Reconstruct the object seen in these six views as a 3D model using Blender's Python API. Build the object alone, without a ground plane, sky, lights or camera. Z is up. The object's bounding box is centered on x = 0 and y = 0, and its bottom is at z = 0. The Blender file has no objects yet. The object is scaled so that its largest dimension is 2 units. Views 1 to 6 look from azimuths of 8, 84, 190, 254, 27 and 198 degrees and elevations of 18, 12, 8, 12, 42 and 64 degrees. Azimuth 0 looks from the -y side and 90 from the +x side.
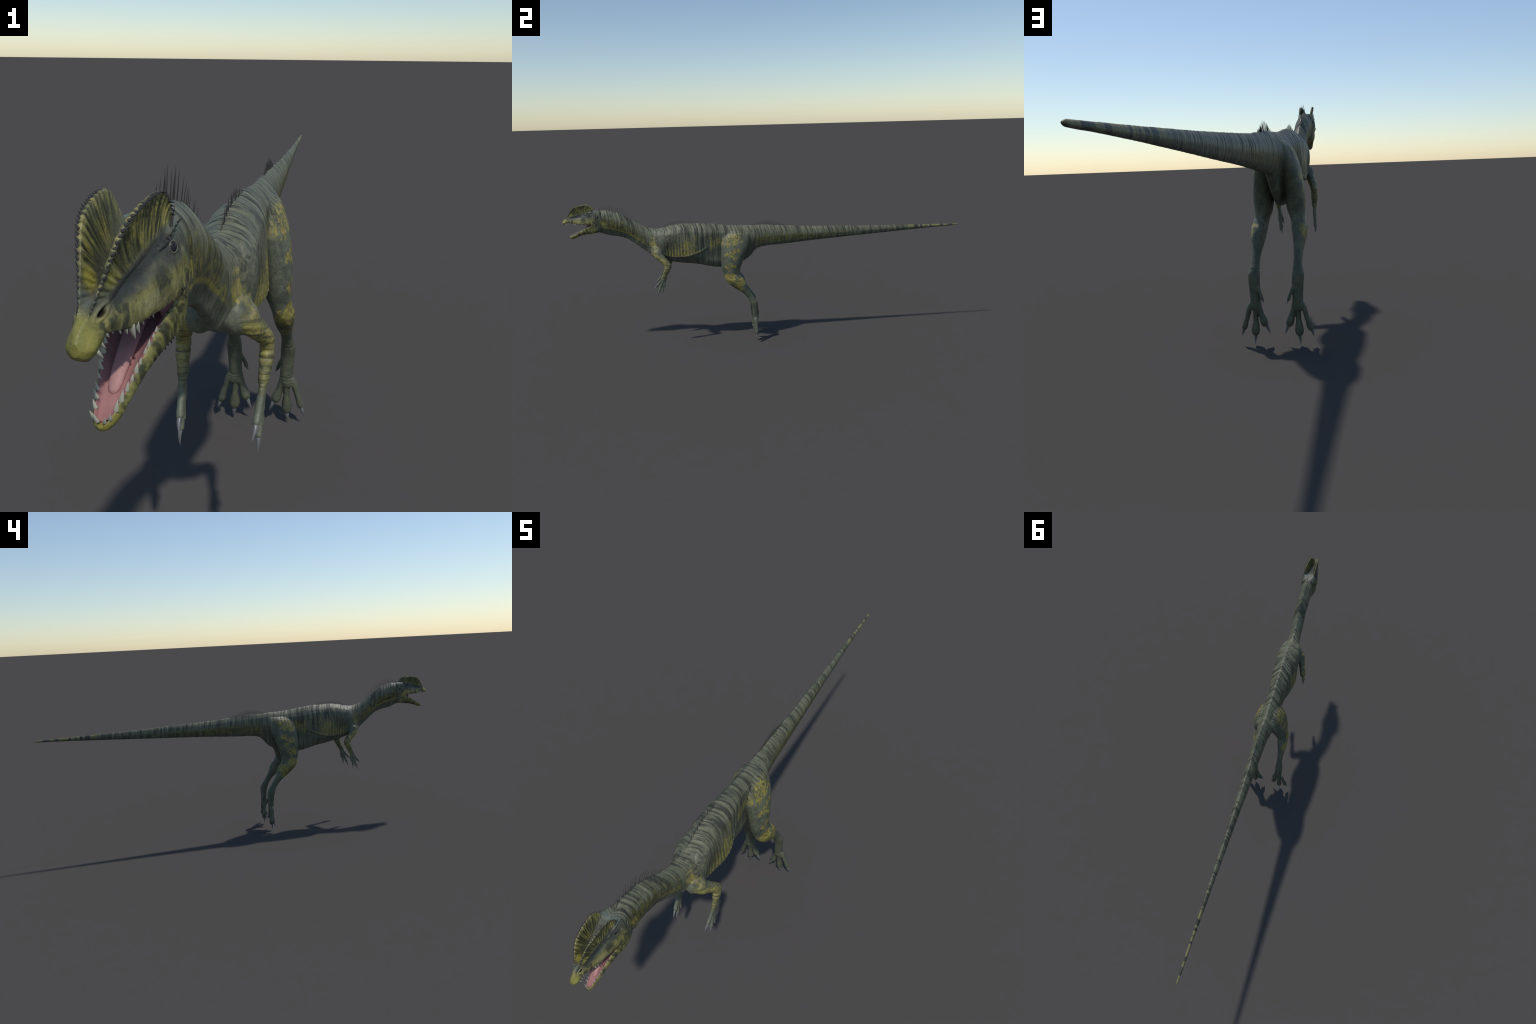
"""Crested bipedal dinosaur with open jaws: lofted body, one skin surface split into parts."""
import bpy, math
import numpy as np
from mathutils import Vector, Matrix

rng = np.random.default_rng(7)

# ------------------------------------------------------------------ numeric helpers
def pchip(xs, ys, x):
    """Monotone cubic interpolation; ys may be (n,) or (n,k)."""
    xs = np.asarray(xs, float); ys = np.asarray(ys, float)
    one = ys.ndim == 1
    if one: ys = ys[:, None]
    h = np.diff(xs)[:, None]; d = np.diff(ys, axis=0) / h
    m = np.zeros_like(ys)
    m[0], m[-1] = d[0], d[-1]
    if len(xs) > 2:
        a, b = d[:-1], d[1:]
        w1 = 2 * h[1:] + h[:-1]; w2 = h[1:] + 2 * h[:-1]
        same = a * b > 0
        with np.errstate(divide='ignore', invalid='ignore'):
            hm = (w1 + w2) / (w1 / a + w2 / b)
        m[1:-1] = np.where(same, hm, 0)
    x = np.clip(np.asarray(x, float), xs[0], xs[-1])
    i = np.clip(np.searchsorted(xs, x) - 1, 0, len(xs) - 2)
    t = ((x - xs[i]) / (xs[i + 1] - xs[i]))[:, None]; hh = h[i]
    r = ((1 + 2 * t) * (1 - t) ** 2 * ys[i] + t * (1 - t) ** 2 * hh * m[i]
         + t * t * (3 - 2 * t) * ys[i + 1] + t * t * (t - 1) * hh * m[i + 1])
    return r[:, 0] if one else r

def smooth(a, b, x):
    t = np.clip((x - a) / (b - a), 0, 1)
    return t * t * (3 - 2 * t)

def _hash(ix, iy, iz):
    n = (ix * 374761393 + iy * 668265263 + iz * 2147483647) & 0xffffffff
    n = ((n ^ (n >> 13)) * 1274126177) & 0xffffffff
    n = ((n ^ (n >> 16)) * 2246822519) & 0xffffffff
    return ((n ^ (n >> 15)) & 0xffff) / 32767.5 - 1

def noise(x, y, z, seed=0):
    """Value noise in -1..1 on arrays."""
    x = x + seed * 17.3; y = y + seed * 5.7; z = z + seed * 9.1
    fx, fy, fz = np.floor(x), np.floor(y), np.floor(z)
    ix, iy, iz = fx.astype(np.int64), fy.astype(np.int64), fz.astype(np.int64)
    u, v, w = x - fx, y - fy, z - fz
    u, v, w = [q * q * q * (q * (q * 6 - 15) + 10) for q in (u, v, w)]
    def L(a, b, t): return a + (b - a) * t
    c = [[[_hash(ix + i, iy + j, iz + k) for k in (0, 1)] for j in (0, 1)] for i in (0, 1)]
    return L(L(L(c[0][0][0], c[1][0][0], u), L(c[0][1][0], c[1][1][0], u), v),
             L(L(c[0][0][1], c[1][0][1], u), L(c[0][1][1], c[1][1][1], u), v), w)

def blob(P, c, r):
    """Soft ellipsoid 1 at the centre, 0 at the rim (x mirrored)."""
    d = ((np.abs(P[:, 0]) - c[0]) / r[0]) ** 2 + ((P[:, 1] - c[1]) / r[1]) ** 2 + ((P[:, 2] - c[2]) / r[2]) ** 2
    return smooth(1, 0, np.sqrt(d))

# ------------------------------------------------------------------ raw solids (verts, faces)
def grid_solid(rings):
    """rings (m,n,3): closed rings joined and capped with fans."""
    m, n = rings.shape[:2]
    V = rings.reshape(-1, 3)
    c0, c1 = rings[0].mean(0), rings[-1].mean(0)
    V = np.vstack([V, c0, c1])
    i = np.arange(m - 1)[:, None] * n; j = np.arange(n)[None]; k = (j + 1) % n
    F = np.stack([i + j, i + k, i + n + k, i + n + j], -1).reshape(-1, 4).tolist()
    a, b = m * n, m * n + 1
    for q in range(n):
        F.append([a, (q + 1) % n, q]); F.append([b, (m - 1) * n + q, (m - 1) * n + (q + 1) % n])
    return V, F

def closed_spline(pts, n):
    """pts (m,k,2) control polygons, closed Catmull-Rom sampled with n points."""
    m, k, _ = pts.shape
    t = np.arange(n) / n * k; i = t.astype(int); f = (t - i)[None, :, None]
    p0, p1, p2, p3 = [pts[:, (i + o) % k] for o in (-1, 0, 1, 2)]
    return .5 * (2 * p1 + (p2 - p0) * f + (2 * p0 - 5 * p1 + 4 * p2 - p3) * f ** 2 + (3 * p1 - p0 - 3 * p2 + p3) * f ** 3)

def section_loft(stations, n_st, n_ring, axis=1):
    """stations: list of (pos, [(w,h) ... half outline from the mid top to the mid bottom])."""
    xs = np.array([s[0] for s in stations]); C = np.array([np.ravel(s[1]) for s in stations])
    t = np.linspace(xs[0], xs[-1], n_st)
    H = pchip(xs, C, t).reshape(n_st, -1, 2)
    full = np.concatenate([H, H[:, -2:0:-1] * [-1, 1]], axis=1)
    S = closed_spline(full, n_ring)
    R = np.empty((n_st, n_ring, 3))
    R[..., 0] = S[..., 0]; R[..., 2] = S[..., 1]; R[..., 1] = t[:, None]
    return R

def tube(path, n=28, per=10, ref=(0, 1, 0)):
    """path rows: x,y,z, radius across, radius along the reference direction. Rounded ends."""
    P = np.asarray(path, float)
    s = np.r_[0, np.cumsum(np.linalg.norm(np.diff(P[:, :3], axis=0), axis=1))]
    t = np.linspace(0, s[-1], per * (len(P) - 1) + 1)
    Q = pchip(s, P, t)
    e = min(Q[0, 3], Q[-1, 3])
    f = np.sqrt(np.clip(1 - np.clip(1 - t / e, 0, 1) ** 2, .03, 1)) * np.sqrt(np.clip(1 - np.clip(1 - (s[-1] - t) / e, 0, 1) ** 2, .03, 1))
    T = np.gradient(Q[:, :3], axis=0); T /= np.linalg.norm(T, axis=1)[:, None]
    ref = np.asarray(ref, float)
    A = np.cross(T, ref); A /= np.linalg.norm(A, axis=1)[:, None]
    B = np.cross(A, T)
    a = np.linspace(0, 2 * np.pi, n, endpoint=False)
    return (Q[:, None, :3] + A[:, None] * (np.cos(a)[None, :, None] * (Q[:, 3] * f)[:, None, None])
            + B[:, None] * (np.sin(a)[None, :, None] * (Q[:, 4] * f)[:, None, None]))

def ellipsoid(c, r, n=24, m=16):
    th = np.linspace(.05, np.pi - .05, m); a = np.linspace(0, 2 * np.pi, n, endpoint=False)
    R = np.empty((m, n, 3))
    R[..., 0] = c[0] + r[0] * np.sin(th)[:, None] * np.cos(a)
    R[..., 1] = c[1] + r[1] * np.sin(th)[:, None] * np.sin(a)
    R[..., 2] = c[2] + r[2] * np.cos(th)[:, None]
    return R

def mirror(R):
    M = R * [-1, 1, 1]
    return M[:, ::-1]

solids = []
def add(R, both=False):
    solids.append(grid_solid(R))
    if both: solids.append(grid_solid(mirror(R)))

# ------------------------------------------------------------------ body: neck, torso, tail
# y, top, bottom, upper half width @ z, lower half width @ z
BODY = [
    (-.860, .676, .610, .0180, .660, .0190, .635, .012),
    (-.830, .685, .582, .0255, .655, .0255, .625, .018),
    (-.800, .689, .573, .0265, .650, .0250, .612, .018),
    (-.770, .686, .562, .0258, .642, .0215, .606, .0120),
    (-.740, .677, .557, .0255, .635, .0205, .598, .0110),
    (-.700, .655, .545, .0255, .615, .0200, .583, .0110),
    (-.670, .634, .526, .0255, .595, .0205, .565, .0115),
    (-.640, .616, .502, .0252, .575, .0210, .543, .0125),
    (-.610, .600, .479, .0240, .558, .0215, .522, .0140),
    (-.590, .593, .463, .0245, .550, .0235, .508, .0175),
    (-.570, .589, .451, .0275, .545, .0300, .495, .0250),
    (-.550, .588, .443, .0370, .542, .0380, .485, .0325),
    (-.520, .594, .433, .0460, .545, .0420, .475, .035),
    (-.480, .602, .420, .0480, .548, .0450, .468, .036),
    (-.430, .607, .411, .0470, .550, .0520, .460, .036),
    (-.390, .608, .405, .0450, .550, .0500, .457, .035),
    (-.350, .606, .399, .0400, .549, .0380, .457, .029),
    (-.320, .604, .390, .0364, .547, .0268, .456, .0230),
    (-.290, .601, .383, .0332, .545, .0218, .451, .0205),
    (-.260, .598, .379, .0318, .542, .0190, .445, .0185),
    (-.210, .592, .378, .0318, .540, .0170, .440, .0165),
    (-.160, .589, .388, .0320, .535, .0180, .445, .015),
    (-.125, .587, .407, .0310, .533, .0170, .455, .014),
    (-.090, .586, .432, .0295, .530, .0175, .470, .014),
    (-.070, .5855, .456, .0285, .528, .0190, .485, .015),
    (-.050, .585, .470, .0272, .528, .0210, .495, .0165),
    (-.020, .5845, .4765, .0252, .530, .0205, .500, .016),
    (.050, .579, .481, .0230, .530, .0188, .503, .0147),
    (.110, .575, .485, .0215, .530, .0173, .505, .0137),
    (.200, .5685, .4925, .0192, .530, .0155, .509, .0122),
    (.310, .564, .500, .0153, .532, .0128, .514, .0102),
    (.440, .5598, .5075, .0125, .534, .0106, .521, .0086),
    (.560, .5560, .5148, .0102, .536, .0086, .526, .007),
    (.690, .5526, .5228, .0080, .538, .0070, .531, .0056),
    (.820, .5496, .5303, .0058, .540, .0052, .536, .0042),
    (.940, .5472, .5362, .0045, .5415, .0041, .539, .0033),
    (.993, .5460, .5382, .0035, .542, .0033, .5405, .0026),
    (1.000, .5435, .5412, .0012, .5423, .0012, .5418, .001),
]
BODY_A = np.array(BODY)
def body_half(r):
    y, zt, zb, wu, zu, wl, zl, wb = r
    return (y, [(0, zt), (wu * .36, zt - (zt - zu) * .15), (wu * .79, zt - (zt - zu) * .50), (wu, zu),
                (wl, zl), (wb, zl - (zl - zb) * .52), (wb * .55, zl - (zl - zb) * .90), (0, zb)])
add(section_loft([body_half(r) for r in BODY], 900, 96))
def top_z(y): return pchip(BODY_A[:, 0], BODY_A[:, 1], y)
def bot_z(y): return pchip(BODY_A[:, 0], BODY_A[:, 2], y)

# shoulder blade muscle
add(ellipsoid((.026, -.520, .520), (.0248, .042, .058)), True)
add(ellipsoid((.026, -.555, .476), (.0245, .033, .033)), True)

# ------------------------------------------------------------------ hind limb: horizontal sections
# z, front y, back y, outer x, inner x
LEG = [
    (.562, -.200, -.105, .030, .004),
    (.545, -.220, -.098, .045, .002),
    (.520, -.234, -.099, .0560, .003),
    (.490, -.241, -.106, .0650, .006),
    (.460, -.243, -.118, .0700, .010),
    (.430, -.244, -.130, .0735, .013),
    (.400, -.244, -.141, .0745, .017),
    (.370, -.239, -.150, .0735, .022),
    (.350, -.234, -.153, .0730, .030),
    (.335, -.230, -.146, .0765, .034),
    (.320, -.223, -.133, .0805, .036),
    (.295, -.201, -.121, .0795, .040),
    (.272, -.171, -.114, .0755, .0435),
    (.250, -.141, -.101, .0725, .0465),
    (.230, -.123, -.088, .0720, .0475),
    (.213, -.113, -.076, .0750, .0465),
    (.198, -.107, -.069, .0785, .0455),
    (.180, -.101, -.067, .0775, .0450),
    (.150, -.097, -.068, .0755, .0450),
    (.125, -.096, -.067, .0745, .0445),
    (.108, -.096, -.068, .0765, .0450),
    (.098, -.094, -.071, .0760, .0500),
]
def leg_rings():
    L = np.array(LEG[::-1]); z = np.linspace(L[0, 0], L[-1, 0], 260)
    q = pchip(L[:, 0], L[:, 1:], z)
    a = np.linspace(0, 2 * np.pi, 56, endpoint=False)
    ex = .92
    ca = np.sign(np.cos(a)) * np.abs(np.cos(a)) ** ex; sa = np.sign(np.sin(a)) * np.abs(np.sin(a)) ** ex
    R = np.empty((len(z), 56, 3))
    R[..., 0] = ((q[:, 2] + q[:, 3]) / 2)[:, None] + ((q[:, 2] - q[:, 3]) / 2)[:, None] * ca
    R[..., 1] = ((q[:, 0] + q[:, 1]) / 2)[:, None] + ((q[:, 1] - q[:, 0]) / 2)[:, None] * sa
    R[..., 2] = z[:, None]
    return R
add(leg_rings(), True)

# toes: x,y,z, half width, half depth
TOES = [
    [(.068, -.081, .122, .0085, .0110), (.0765, -.081, .105, .0080, .0110), (.0835, -.081, .080, .0068, .0085), (.0885, -.081, .066, .0078, .0092), (.0920, -.081, .053, .0088, .0100), (.0952, -.081, .044, .0072, .0080), (.097, -.081, .040, .005, .005)],
    [(.061, -.083, .122, .0090, .0120), (.0605, -.083, .098, .0075, .0100), (.0608, -.083, .072, .0074, .0086), (.0615, -.081, .056, .0098, .0102), (.0622, -.080, .041, .0118, .0115), (.0622, -.080, .031, .0100, .0095), (.062, -.080, .0245, .006, .0055)],
    [(.052, -.081, .122, .0085, .0110), (.0490, -.081, .106, .0082, .0110), (.0440, -.081, .088, .0080, .0088), (.0395, -.081, .074, .0098, .0096), (.0360, -.081, .063, .0106, .0105), (.0328, -.081, .055, .0080, .0080), (.031, -.081, .052, .005, .005)],
    [(.0560, -.080, .182, .0060, .0065), (.0485, -.075, .162, .0052, .0062), (.0400, -.067, .142, .0042, .0050), (.0365, -.066, .131, .0045, .0048), (.0355, -.066, .128, .003, .003)],
]
for t in TOES: add(tube(t, per=12), True)
# ankle and toe-root rims
add(tube([(.048, -.092, .206, .012, .012), (.062, -.092, .206, .017, .0150), (.077, -.092, .206, .011, .011)], ref=(0, 0, 1)), True)

# ------------------------------------------------------------------ forelimb
ARM = [(.034, -.556, .482, .022, .028), (.044, -.550, .464, .0175, .024), (.053, -.532, .444, .0142, .0180), (.0615, -.513, .424, .0125, .0165),
       (.0645, -.506, .408, .0118, .0175), (.0645, -.511, .392, .0112, .0150), (.0625, -.522, .368, .0088, .0125), (.0615, -.530, .350, .0070, .0108)]
add(tube(ARM, per=12), True)
add(tube([(.0618, -.527, .357, .0066, .0110), (.0610, -.533, .343, .0062, .0130), (.0602, -.536, .330, .0060, .0140), (.060, -.538, .318, .0050, .0115)], per=12), True)
FINGERS = [
    [(.0605, -.540, .342, .0052, .0052), (.0595, -.548, .331, .0050, .0050), (.0585, -.558, .319, .0046, .0046), (.0575, -.566, .310, .0050, .0052), (.057, -.570, .3055, .0036, .0036)],
    [(.0608, -.537, .336, .0052, .0056), (.0602, -.543, .318, .0046, .0050), (.0598, -.5495, .300, .0042, .0046), (.0594, -.556, .284, .0048, .0052), (.0592, -.558, .278, .0034, .0036)],
    [(.0605, -.533, .336, .0048, .0052), (.0605, -.534, .318, .0040, .0046), (.0605, -.5355, .302, .0036, .0040), (.0605, -.5368, .289, .0040, .0042), (.0605, -.537, .284, .003, .003)],
    [(.0610, -.527, .342, .0040, .0048), (.0612, -.526, .327, .0036, .0042), (.0614, -.5272, .314, .0032, .0036), (.0614, -.528, .306, .0028, .003)],
]
for f in FINGERS: add(tube(np.array(f) * [1, 1, 1, 1.16, 1.14], per=12, n=20), True)

# ------------------------------------------------------------------ head
# y, roof, (w4,z4), (w3,z3), (w2,z2), (w1,lip), palate
SKULL = [
    (-1.000, .6420, .0010, .6418, .0022, .6400, .0030, .6365, .0022, .6330, .6325),
    (-.9955, .6474, .0020, .6470, .0048, .6430, .0080, .6360, .0058, .6295, .6278),
    (-.990, .6510, .0027, .6506, .0058, .6462, .0104, .6365, .0082, .6280, .6256),
    (-.981, .6552, .0034, .6553, .0064, .6508, .0107, .6405, .0100, .6322, .6316),
    (-.973, .6580, .0050, .6600, .0086, .6535, .0125, .6450, .0118, .6385, .6400),
    (-.960, .6600, .0064, .6640, .0108, .6565, .0156, .6460, .0158, .6350, .6400),
    (-.940, .6640, .0086, .6700, .0136, .6610, .0193, .6460, .0197, .6300, .6380),
    (-.920, .6690, .0112, .6750, .0168, .6650, .0238, .6480, .0244, .6287, .6370),
    (-.900, .6740, .0138, .6800, .0210, .6690, .0280, .6490, .0286, .6278, .6360),
    (-.880, .6790, .0168, .6835, .0252, .6720, .0318, .6490, .0321, .6268, .6350),
    (-.862, .6830, .0190, .6865, .0280, .6740, .0338, .6490, .0345, .6255, .6310),
    (-.848, .6855, .0190, .6880, .0288, .6750, .0336, .6490, .0338, .6180, .6050),
    (-.835, .6865, .0170, .6875, .0278, .6740, .0315, .6470, .0310, .6120, .5950),
    (-.822, .6860, .0140, .6850, .0250, .6710, .0270, .6440, .0260, .6120, .5950),
    (-.808, .6840, .0110, .6800, .0200, .6650, .0210, .6420, .0200, .6150, .6000),
]
def skull_half(r):
    y, zr, w4, z4, w3, z3, w2, z2, w1, z1, zp = r
    return (y, [(0, zr), (w4, z4), (w3, z3), (w2, z2), (w1, z1 + .0008), (w1 * .86, z1), (w1 * .55, (z1 + 2 * zp) / 3), (0, zp)])
add(section_loft([skull_half(r) for r in SKULL], 420, 120))

# y, lip z, half width, bottom z, bottom width factor
JAW = [
    (-.9705, .5635, .0016, .5600, .7),
    (-.9680, .5660, .0058, .5568, .6),
    (-.9600, .5700, .0092, .5546, .55),
    (-.9450, .5780, .0130, .5590, .55),
    (-.9300, .5865, .0164, .5650, .6),
    (-.9100, .5970, .0204, .5710, .65),
    (-.8900, .6075, .0246, .5750, .7),
    (-.8700, .6180, .0290, .5775, .75),
    (-.8550, .6260, .0322, .5790, .78),
    (-.8420, .6300, .0322, .5805, .8),
    (-.8280, .6300, .0290, .5830, .8),
    (-.8120, .6280, .0220, .5880, .8),
]
def jaw_half(r):
    y, zl, w, zb, f = r
    d = min(.0062, (zl - zb) * .35)
    return (y, [(0, zl - d), (w * .55, zl - d), (w * .84, zl - .0004), (w, zl - d * .7), (w * .98, zl - (zl - zb) * .55), (w * f, zb + (zl - zb) * .12), (0, zb)])
add(section_loft([jaw_half(r) for r in JAW], 320, 96))

# twin crests: y, base x, base z, edge x, edge z
CREST = [
    (-0.9850, 0.0036, 0.6520, 0.0036, 0.6530),
    (-0.9790, 0.0042, 0.6555, 0.0046, 0.6588),
    (-0.9740, 0.0050, 0.6580, 0.0060, 0.6648),
    (-0.9680, 0.0056, 0.6600, 0.0080, 0.6730),
    (-0.9600, 0.0064, 0.6620, 0.0106, 0.6850),
    (-0.9500, 0.0074, 0.6650, 0.0138, 0.6975),
    (-0.9400, 0.0084, 0.6680, 0.0164, 0.7064),
    (-0.9250, 0.0104, 0.6720, 0.0188, 0.7121),
    (-0.9050, 0.0130, 0.6770, 0.0204, 0.7158),
    (-0.8900, 0.0152, 0.6800, 0.0214, 0.7171),
    (-0.8780, 0.0168, 0.6825, 0.0220, 0.7158),
    (-0.8680, 0.0180, 0.6845, 0.0228, 0.7116),
    (-0.8600, 0.0188, 0.6850, 0.0232, 0.7046),
    (-0.8550, 0.0192, 0.6850, 0.0234, 0.6966),
    (-0.8520, 0.0194, 0.6850, 0.0232, 0.6890),
]
CREST_A = np.array(CREST)
def crest_rings():
    y = np.linspace(CREST_A[0, 0], CREST_A[-1, 0], 320)
    q = pchip(CREST_A[:, 0], CREST_A[:, 1:], y)
    u = np.linspace(0, 1, 26)
    b = np.stack([q[:, 0], q[:, 1] - .004], -1); e = q[:, 2:4]
    c = np.stack([q[:, 0] * .55 + q[:, 2] * .45 - .0012, b[:, 1] * .45 + e[:, 1] * .55], -1)
    C = ((1 - u) ** 2)[None, :, None] * b[:, None] + (2 * u * (1 - u))[None, :, None] * c[:, None] + (u ** 2)[None, :, None] * e[:, None]
    T = np.gradient(C, axis=1); T /= np.linalg.norm(T, axis=2)[..., None]
    Nn = np.stack([T[..., 1], -T[..., 0]], -1)
    th = (.0032 * (1 - u) ** 2 + .00185)[None, :, None] * (.35 + .65 * smooth(-.982, -.955, y))[:, None, None]
    out, inn = C + Nn * th, C - Nn * th
    tip = C[:, -1:] + T[:, -1:] * .0012
    ring = np.concatenate([out, tip, inn[:, ::-1]], axis=1)
    R = np.empty(ring.shape[:2] + (3,)); R[..., 0] = ring[..., 0]; R[..., 2] = ring[..., 1]; R[..., 1] = y[:, None]
    return R
add(crest_rings(), True)
# raised mid line between the crests, brow ridge, jaw muscle, eye rim
add(tube([(0, -.960, .6590, .0016, .0016), (0, -.92, .6685, .002, .0016), (0, -.87, .6805, .0025, .002), (0, -.84, .685, .003, .002)], ref=(0, 0, 1)))
add(tube([(.0222, -.890, .6715, .0016, .0018), (.0252, -.876, .6752, .0024, .0026), (.0262, -.862, .6795, .0024, .0030), (.0250, -.848, .6840, .0020, .0026)], ref=(0, 0, 1)), True)
add(tube([(.0300, -.853, .664, .0030, .005), (.0315, -.846, .650, .0042, .007), (.0305, -.842, .630, .0040, .007), (.0270, -.842, .610, .003, .005)]), True)

# ------------------------------------------------------------------ one skin: warp, voxel remesh, unwarp
GY = np.linspace(-1.2, 1.2, 4801)
GG = 1 + 1.7 * smooth(-.72, -.85, GY)
GI = np.r_[0, np.cumsum((GG[1:] + GG[:-1]) / 2 * np.diff(GY))]
ZC = .63
def warp(P):
    g = np.interp(P[:, 1], GY, GG)
    return np.stack([P[:, 0] * g, np.interp(P[:, 1], GY, GI), ZC + (P[:, 2] - ZC) * g], -1)
def unwarp(P):
    y = np.interp(P[:, 1], GI, GY); g = np.interp(y, GY, GG)
    return np.stack([P[:, 0] / g, y, ZC + (P[:, 2] - ZC) / g], -1)

def raw_mesh(name, V, F):
    me = bpy.data.meshes.new(name); me.from_pydata(np.asarray(V).tolist(), [], F if isinstance(F, list) else F.tolist()); me.update()
    return me
Vs, Fs, off = [], [], 0
for V, F in solids:
    Vs.append(V); Fs += [[i + off for i in f] for f in F]; off += len(V)
src = bpy.data.objects.new("skin_source", raw_mesh("skin_source", warp(np.vstack(Vs)), Fs))
bpy.context.scene.collection.objects.link(src)
md = src.modifiers.new("voxel", 'REMESH'); md.mode = 'VOXEL'; md.voxel_size = .0015; md.adaptivity = 0
dg = bpy.context.evaluated_depsgraph_get()
skin = bpy.data.meshes.new_from_object(src.evaluated_get(dg))
bpy.data.objects.remove(src)
nv = len(skin.vertices)
P = np.empty(nv * 3, np.float32); skin.vertices.foreach_get("co", P); P = unwarp(P.reshape(-1, 3).astype(float))
E = np.empty(len(skin.edges) * 2, np.int32); skin.edges.foreach_get("vertices", E); E = E.reshape(-1, 2)
nl = len(skin.loops); LV = np.empty(nl, np.int32); skin.loops.foreach_get("vertex_index", LV)
LS = np.empty(len(skin.polygons), np.int32); skin.polygons.foreach_get("loop_start", LS)
LT = np.empty(len(skin.polygons), np.int32); skin.polygons.foreach_get("loop_total", LT)
deg = np.bincount(E.ravel(), minlength=nv).astype(float)
def lap(P):
    S = np.empty_like(P)
    for k in range(3):
        S[:, k] = np.bincount(E[:, 0], P[E[:, 1], k], nv) + np.bincount(E[:, 1], P[E[:, 0], k], nv)
    return S / deg[:, None] - P
for _ in range(6):
    P = P + .5 * lap(P); P = P - .52 * lap(P)
# melt limb roots into the trunk
root = np.maximum.reduce([blob(P, (.035, -.17, .52), (.06, .13, .09)) * 1.4,
                          blob(P, (.02, -.11, .45), (.05, .06, .07)) * .9,
                          blob(P, (.061, -.083, .110), (.042, .035, .026)) * .8,
                          blob(P, (.042, -.55, .47), (.05, .07, .08)) * 1.3])
root = np.clip(root, 0, 1)[:, None]
for _ in range(30): P = P + .5 * root * lap(P)
hd = (smooth(-.80, -.83, P[:, 1]) * .6)[:, None]
for _ in range(5): P = P + .5 * hd * lap(P)
# soften the root of the crests
rc = (smooth(.006, .0015, np.abs(P[:, 2] - pchip(CREST_A[:, 0], CREST_A[:, 2], P[:, 1]))) * (P[:, 1] < -.845) * smooth(-.985, -.978, P[:, 1]) * (np.abs(P[:, 0]) < .032))[:, None]
for _ in range(24): P = P + .5 * rc * lap(P)

# ------------------------------------------------------------------ surface relief
def normals(P):
    quads = LT == 4
    N = np.zeros_like(P)
    q = LV[LS[quads][:, None] + np.arange(4)]
    n = np.cross(P[q[:, 2]] - P[q[:, 0]], P[q[:, 3]] - P[q[:, 1]])
    for k in range(4):
        for j in range(3): N[:, j] += np.bincount(q[:, k], n[:, j], nv)
    if (~quads).any():
        t = LV[LS[~quads][:, None] + np.arange(3)]
        n = np.cross(P[t[:, 1]] - P[t[:, 0]], P[t[:, 2]] - P[t[:, 0]])
        for k in range(3):
            for j in range(3): N[:, j] += np.bincount(t[:, k], n[:, j], nv)
    return N / (np.linalg.norm(N, axis=1)[:, None] + 1e-12)
N = normals(P)
ax, y, z = np.abs(P[:, 0]), P[:, 1], P[:, 2]
cren = smooth(.0, .004, z - pchip(CREST_A[:, 0], CREST_A[:, 2], y)) * (y > -.979) * (y < -.851)   # crest mask
hind = (smooth(.53, .49, z) * smooth(.018, .032, ax) * smooth(-.29, -.25, y) * smooth(-.04, -.09, y))
low = np.clip(smooth(.37, .35, z) * (y > -.4), 0, 1)
hind = np.maximum(hind, low)
fore = smooth(.478, .452, z + .6 * (y + .55)) * smooth(.030, .045, ax) * (y < -.46) * (y > -.64)
fore = np.maximum(fore, (z < .405) & (y < -.46) & (y > -.7))
trunk = (1 - hind) * (1 - fore) * smooth(-.84, -.80, y)
hh = (z - bot_z(y)) / (top_z(y) - bot_z(y))
D = np.zeros(nv)
# crosswise skin folds over the trunk, drawn back from the mid line
yy = y - .55 * np.minimum(ax, .030)
w1 = noise(ax * 9, yy * 150, z * 8); w2 = noise(ax * 14, yy * 240, z * 14, 3)
fold = np.where(w1 > 0, w1, w1 * 1.7)
taper = np.clip((1.05 - y) * 1.3, .12, 1)
D += trunk * taper * (.00080 * fold + .00032 * w2) * (.5 + .5 * smooth(.25, .6, hh))
# throat and neck folds
nk = smooth(-.82, -.78, y) * smooth(-.54, -.60, y)
D += nk * .0010 * noise(ax * 10, (y * .9 + z * .35) * 120, z * 10, 5) * smooth(.75, .3, hh)
# ribs and the low flank fold
rib = smooth(-.545, -.50, y) * smooth(-.32, -.37, y) * smooth(.444, .456, z) * smooth(.525, .480, z) * (ax > .02) * (1 - fore)
D += rib * .0008 * np.sin(y * 2 * np.pi / .0145 + 1.5 * noise(y * 20, z * 20, 0 * y, 2))
rz = .4485 + 1.75 * (y + .455) ** 2
rm = smooth(-.53, -.49, y) * smooth(-.29, -.33, y) * (1 - fore) * (ax > .015)
D += rm * (.0017 * np.exp(-((z - rz) / .0050) ** 2) - .0024 * np.exp(-((z - rz + .012) / .0075) ** 2))
# shoulder blade edge and muscle slack
D += trunk * .0016 * noise(P[:, 0] * 22, y * 22, z * 22, 8) * smooth(.05, -.1, y)
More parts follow.
